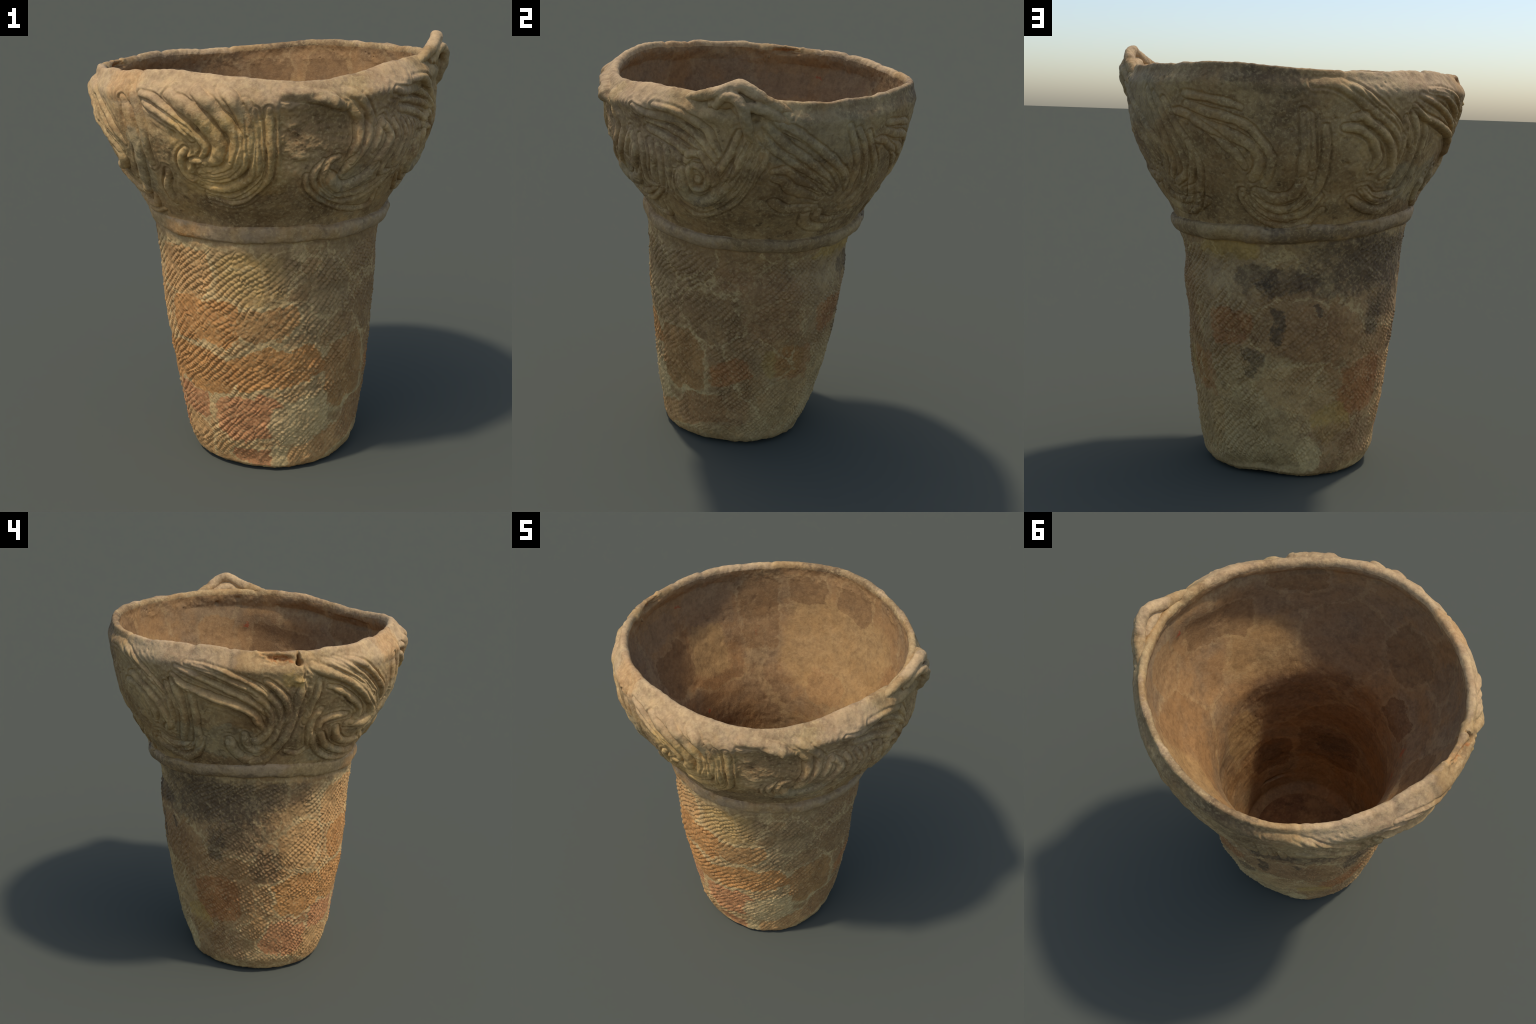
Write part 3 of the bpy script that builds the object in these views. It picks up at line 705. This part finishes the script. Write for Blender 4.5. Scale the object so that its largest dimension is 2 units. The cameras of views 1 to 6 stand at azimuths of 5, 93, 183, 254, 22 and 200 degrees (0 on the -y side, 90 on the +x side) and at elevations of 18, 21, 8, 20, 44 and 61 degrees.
RIM_PATCHES = [
    P_("PINK", 335, 1.88, .40, .12, 0, .8, .45), P_("MAUVE", 15, 1.90, .20, .10, 0, .8, .6), P_("PINK", 50, 1.90, .16, .10, 0, .8, .45), P_("SOOT", 165, 1.90, .25, .07, 0, .9, .45),
    P_("SOOT", 130, 1.88, .12, .06, 0, .9, .35), P_("PINK", 130, 1.94, .28, .04, 0, .8, .5), P_("PINK", 220, 1.90, .25, .10, 0, .8, .45), P_("MAUVE", 240, 1.90, .12, .08, 0, .8, .6),
    P_("ORANGE_TAN", 262, 1.872, .082, .018, 0, .4, .75), P_("RUST", 264, 1.868, .05, .008, 0, .7, .7), P_("PINK", 295, 1.90, .22, .08, 0, .8, .45), P_("ORANGE_TAN", 312, 1.88, .10, .07, 0, .8, .6),
    P_("MAUVE", 250, 1.93, .5, .03, 0, .8, .5),
]
RING_PATCHES = [
    P_("ORANGE_TAN", 318, 1.19, .12, .06, 0, .8, .8), P_("ORANGE", 322, 1.175, .05, .03, 0, .6, .8), P_("BROWN", 115, 1.17, .30, .06, 0, .8, .7), P_("CLAY", 150, 1.17, .12, .06, 0, .7, .6), P_("SOOT", 190, 1.17, .14, .05, 0, .9, .55),
    P_("SOOT", 240, 1.20, .35, .03, 0, .9, .5), P_("CLAY", 290, 1.24, .20, .06, 0, .8, .7),
]
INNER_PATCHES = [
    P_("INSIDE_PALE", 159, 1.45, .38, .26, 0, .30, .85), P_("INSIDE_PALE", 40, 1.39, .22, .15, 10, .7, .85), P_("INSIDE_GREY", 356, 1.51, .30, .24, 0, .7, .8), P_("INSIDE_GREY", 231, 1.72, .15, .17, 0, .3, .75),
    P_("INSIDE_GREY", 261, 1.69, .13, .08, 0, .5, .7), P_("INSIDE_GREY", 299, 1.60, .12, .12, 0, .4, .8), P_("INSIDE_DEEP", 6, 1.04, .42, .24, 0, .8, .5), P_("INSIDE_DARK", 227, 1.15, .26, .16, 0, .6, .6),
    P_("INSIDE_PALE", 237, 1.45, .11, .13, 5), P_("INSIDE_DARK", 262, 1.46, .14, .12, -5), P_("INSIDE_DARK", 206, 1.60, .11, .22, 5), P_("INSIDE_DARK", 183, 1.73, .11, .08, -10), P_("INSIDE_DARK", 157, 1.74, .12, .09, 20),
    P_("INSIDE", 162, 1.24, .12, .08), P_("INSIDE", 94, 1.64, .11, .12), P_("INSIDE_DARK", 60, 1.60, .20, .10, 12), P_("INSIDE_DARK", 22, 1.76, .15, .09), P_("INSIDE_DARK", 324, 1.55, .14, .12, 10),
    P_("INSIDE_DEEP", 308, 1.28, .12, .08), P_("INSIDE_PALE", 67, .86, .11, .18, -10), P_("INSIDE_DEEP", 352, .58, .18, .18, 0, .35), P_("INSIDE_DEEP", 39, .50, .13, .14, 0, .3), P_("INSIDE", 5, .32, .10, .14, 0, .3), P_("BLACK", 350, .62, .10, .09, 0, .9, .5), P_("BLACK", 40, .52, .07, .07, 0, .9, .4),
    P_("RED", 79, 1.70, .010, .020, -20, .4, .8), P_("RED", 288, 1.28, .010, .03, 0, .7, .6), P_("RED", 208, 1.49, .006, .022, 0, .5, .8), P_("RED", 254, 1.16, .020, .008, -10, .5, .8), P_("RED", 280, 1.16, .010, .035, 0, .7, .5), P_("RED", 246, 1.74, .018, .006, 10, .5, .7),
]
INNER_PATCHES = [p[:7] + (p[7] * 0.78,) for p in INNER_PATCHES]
BODY_PATCHES = [p[:7] + (p[7] * (0.86 if p[0] == 'SOOT' else 1),) for p in BODY_PATCHES]


def facing(patches, middle):
    """the stains and sherds that reach the half of the body centred on this azimuth"""
    keep = []
    for p in patches:
        half = math.degrees(p[3] / 0.42) + 14
        if abs((p[1] - middle + 180) % 360 - 180) < 90 + half:
            keep.append(p)
    return keep


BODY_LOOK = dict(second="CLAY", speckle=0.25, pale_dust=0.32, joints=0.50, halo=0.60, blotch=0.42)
M_BODY = clay("cord_marked_clay", "OLIVE", facing(BODY_PATCHES, 0), **BODY_LOOK)
M_BODY_BACK = clay("cord_marked_clay_back", "OLIVE", facing(BODY_PATCHES, 180), **BODY_LOOK)
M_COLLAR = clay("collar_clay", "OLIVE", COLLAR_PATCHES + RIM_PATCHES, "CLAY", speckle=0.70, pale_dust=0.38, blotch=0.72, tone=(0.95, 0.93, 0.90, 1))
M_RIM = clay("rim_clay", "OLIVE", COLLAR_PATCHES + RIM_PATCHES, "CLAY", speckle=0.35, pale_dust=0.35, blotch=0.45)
M_COIL = clay("coil_clay", "OLIVE", COLLAR_PATCHES + RIM_PATCHES, "CLAY", speckle=0.55, pale_dust=0.50, blotch=0.68, tone=(1.05, 1.04, 1.02, 1))  # tone a little paler than the collar wall, which is toned darker
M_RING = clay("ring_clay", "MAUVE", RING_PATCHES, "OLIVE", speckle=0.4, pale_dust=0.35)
M_LUG = clay("lug_clay", "CLAY", [P_("PINK", 88, 1.98, .12, .06, 0, .8, .5), P_("GREY_GREEN", 95, 1.86, .10, .06, 0, .8, .5)], "OLIVE", speckle=0.4)
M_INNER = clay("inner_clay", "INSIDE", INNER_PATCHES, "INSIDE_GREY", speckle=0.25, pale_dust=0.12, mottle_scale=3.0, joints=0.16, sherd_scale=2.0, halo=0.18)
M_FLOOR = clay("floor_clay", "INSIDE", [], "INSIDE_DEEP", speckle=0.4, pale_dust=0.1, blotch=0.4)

# ----------------------------------------------------------------- meshes
pot = bpy.data.objects.new("clay_pot", None)
bpy.context.scene.collection.objects.link(pot)
pot.empty_display_size = 0.2
pot["label"] = "tall cord-marked clay pot with spiral coil collar"
pot["category"] = "pottery vessel"


def build(name, verts, faces, mat, parent, normals=None, stuff=False):
    me = bpy.data.meshes.new(name)
    faces = np.asarray(faces)
    k = faces.shape[1]
    me.vertices.add(len(verts))
    me.vertices.foreach_set("co", np.ascontiguousarray(verts, dtype=np.float32).ravel())
    me.loops.add(faces.size)
    me.loops.foreach_set("vertex_index", faces.ravel().astype(np.int32))
    me.polygons.add(len(faces))
    me.polygons.foreach_set("loop_start", np.arange(0, faces.size, k, dtype=np.int32))
    me.update(calc_edges=True)
    me.validate()
    me.polygons.foreach_set("use_smooth", np.ones(len(me.polygons), dtype=bool))
    if normals is not None:
        me.normals_split_custom_set_from_vertices(normals.tolist())
    me.materials.append(mat)
    ob = bpy.data.objects.new(name, me)
    bpy.context.scene.collection.objects.link(ob)
    ob.parent = parent
    if stuff:
        ob["kind"] = "stuff"
    return ob


flatV, flatN = V.reshape(-1, 3), VN.reshape(-1, 3)
ii, jj = np.meshgrid(np.arange(ROWS - 1), np.arange(NT), indexing="ij")
QUADS = np.stack([ii * NT + jj, ii * NT + (jj + 1) % NT, (ii + 1) * NT + (jj + 1) % NT, (ii + 1) * NT + jj], -1)  # rows x NT x 4
own_face = OWNER[:-1]


def part(name, faces, mat, parent, stuff=False):
    faces = faces.reshape(-1, 4)
    used, inv = np.unique(faces, return_inverse=True)
    return build(name, flatV[used], inv.reshape(-1, 4), mat, parent, flatN[used], stuff)


body = part("body", QUADS[B0:B1], M_BODY, pot)
body.data.materials.append(M_BODY_BACK)
back = ((deg > 90) & (deg < 270)).astype(np.int32)
body.data.polygons.foreach_set("material_index", np.tile(back, B1 - B0))
ring = part("neck_ring", QUADS[B1:B2], M_RING, pot)
coll_f, coll_o = QUADS[B2:B3], own_face[B2:B3]
collar = part("collar", coll_f[coll_o < 0], M_COLLAR, pot)
for n in range(len(COILS)):
    f = coll_f[coll_o == n]
    if len(f) > 20:
        part("spiral_coil", f, M_COIL, collar)
FOLD = B3 + 62                      # the inner fold of the rolled lip
rim = part("rim", QUADS[B3:FOLD], M_RIM, pot)
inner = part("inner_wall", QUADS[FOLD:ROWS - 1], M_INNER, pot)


def disc(name, loop, loop_n, z_mid, mat, up, bulge):
    """closes a ring of grid points by concentric rings"""
    c = loop.mean(0)
    c[2] = z_mid
    rings = [loop]
    ks = np.linspace(1, 0, 26)[1:-1]
    nz = fbm(30, 0.2, 81, 3)
    for k in ks:
        p = c + (loop - c) * k
        p[:, 2] = z_mid + (loop[:, 2] - z_mid) * k + bulge * nz(TH, np.full(NT, k)) * (1 - k**6)
        rings.append(p)
    verts = np.concatenate(rings + [np.array([c])])
    m = len(rings)
    a = np.arange(NT)
    b = (a + 1) % NT
    quads = np.concatenate([np.stack([k * NT + a, k * NT + b, (k + 1) * NT + b, (k + 1) * NT + a], -1) for k in range(m - 1)])
    tip = np.stack([(m - 1) * NT + a, (m - 1) * NT + b, np.full(NT, m * NT), np.full(NT, m * NT)], -1)
    tri = tip[:, :3]
    if not up:
        quads, tri = quads[:, ::-1], tri[:, ::-1]
    ob = build(name, verts, quads, mat, pot)
    import bmesh
    bm = bmesh.new()
    bm.from_mesh(ob.data)
    bm.verts.ensure_lookup_table()
    for t in tri:
        bm.faces.new([bm.verts[i] for i in t]).smooth = True
    bm.to_mesh(ob.data)
    bm.free()
    return ob


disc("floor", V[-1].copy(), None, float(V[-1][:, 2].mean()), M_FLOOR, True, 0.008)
base = disc("base", V[0].copy(), None, float(V[0][:, 2].min()) + 0.003, M_BODY, False, 0.002)


# ----------------------------------------------------------------- lug of looped coils
def tube(path, radii, seed):
    """round clay coil along a smooth path through the points"""
    path, radii = np.array(path, float), np.array(radii, float)
    u = np.linspace(0, 1, 10 * len(path))
    k = np.linspace(0, 1, len(path))
    C, rad = hermite(k, path, u), hermite(k, radii[:, None], u)[:, 0]
    T = np.gradient(C, axis=0)
    T /= np.linalg.norm(T, axis=1, keepdims=True)
    up = np.array([0.0, 0.0, 1.0]) if abs(T[0][2]) < 0.8 else np.array([1.0, 0.0, 0.0])
    m = 28
    verts = []
    r2 = np.random.default_rng(seed)
    for i in range(len(u)):
        n = up - T[i] * (up @ T[i])
        n /= np.linalg.norm(n)
        up = n
        bn = np.cross(T[i], n)
        ang = np.arange(m) / m * TAU
        rr = rad[i] * (1 + 0.05 * np.sin(3 * ang + i * 0.35 + seed) + 0.04 * r2.uniform(-1, 1))
        verts.append(C[i] + rr[:, None] * (np.cos(ang)[:, None] * n + np.sin(ang)[:, None] * bn))
    verts.append(C[0][None])
    verts.append(C[-1][None])
    return np.concatenate(verts), m, len(u)


def lug_mesh():
    verts, faces = [], []
    off = 0

    def add(v, m, n):
        nonlocal off
        for i in range(n - 1):
            for j in range(m):
                faces.append([off + i * m + j, off + i * m + (j + 1) % m, off + (i + 1) * m + (j + 1) % m, off + (i + 1) * m + j])
        for j in range(m):
            faces.append([off + n * m, off + (j + 1) % m, off + j])
            faces.append([off + n * m + 1, off + (n - 1) * m + j, off + (n - 1) * m + (j + 1) % m])
        verts.append(v)
        off += len(v)

    # arch rising from the rim, over the peak and down again
    add(*tube([(.604, -.338, 1.866), (.652, -.264, 1.884), (.686, -.214, 1.902), (.732, -.118, 1.930), (.762, -.050, 1.960), (.770, -.008, 1.972), (.772, .045, 1.944), (.755, .095, 1.908), (.730, .150, 1.878), (.680, .230, 1.840)],
              [.010, .017, .022, .028, .028, .028, .027, .028, .026, .014], 3))
    # hanging strand in front of the opening
    add(*tube([(.742, -.125, 1.870), (.768, -.078, 1.922), (.792, -.034, 1.924), (.805, -.008, 1.900), (.806, .006, 1.868), (.795, .014, 1.830), (.774, .024, 1.785), (.748, .036, 1.735)],
              [.016, .022, .024, .024, .024, .025, .026, .018], 5))
    # short strand running back to the collar on the other side
    add(*tube([(.790, .012, 1.890), (.793, .045, 1.890), (.782, .085, 1.876), (.758, .130, 1.850), (.725, .185, 1.818), (.68, .25, 1.79)],
              [.018, .021, .023, .023, .022, .012], 7))
    # clay web behind the arch, closing the loop
    add(*tube([(.722, -.150, 1.876), (.745, -.06, 1.898), (.750, -.02, 1.912), (.748, .03, 1.897), (.736, .09, 1.866)], [.018, .028, .030, .024, .016], 9))
    add(*tube([(.752, -.03, 1.885), (.756, .0, 1.85), (.756, .01, 1.82), (.752, .02, 1.77)], [.026, .028, .028, .022], 11))
    return verts, faces


lv, lf = lug_mesh()
me = bpy.data.meshes.new("lug")
me.from_pydata(np.concatenate(lv).tolist(), [], lf)
lug = bpy.data.objects.new("lug", me)
bpy.context.scene.collection.objects.link(lug)
rm = lug.modifiers.new("Remesh", "REMESH")
rm.mode, rm.voxel_size, rm.use_smooth_shade = "VOXEL", 0.0035, True
sm = lug.modifiers.new("Smooth", "SMOOTH")
sm.iterations, sm.factor = 4, 0.5
tx = bpy.data.textures.new("clay_lumps", "CLOUDS")
tx.noise_scale = 0.03
dp = lug.modifiers.new("Displace", "DISPLACE")
dp.texture, dp.strength, dp.mid_level, dp.texture_coords = tx, 0.006, 0.5, "LOCAL"
dg = bpy.context.evaluated_depsgraph_get()
done = bpy.data.meshes.new_from_object(lug.evaluated_get(dg))
lug.modifiers.clear()
lug.data = done
done.name = "lug"
done.polygons.foreach_set("use_smooth", np.ones(len(done.polygons), dtype=bool))
done.materials.clear()
done.materials.append(M_LUG)
lug.parent = pot
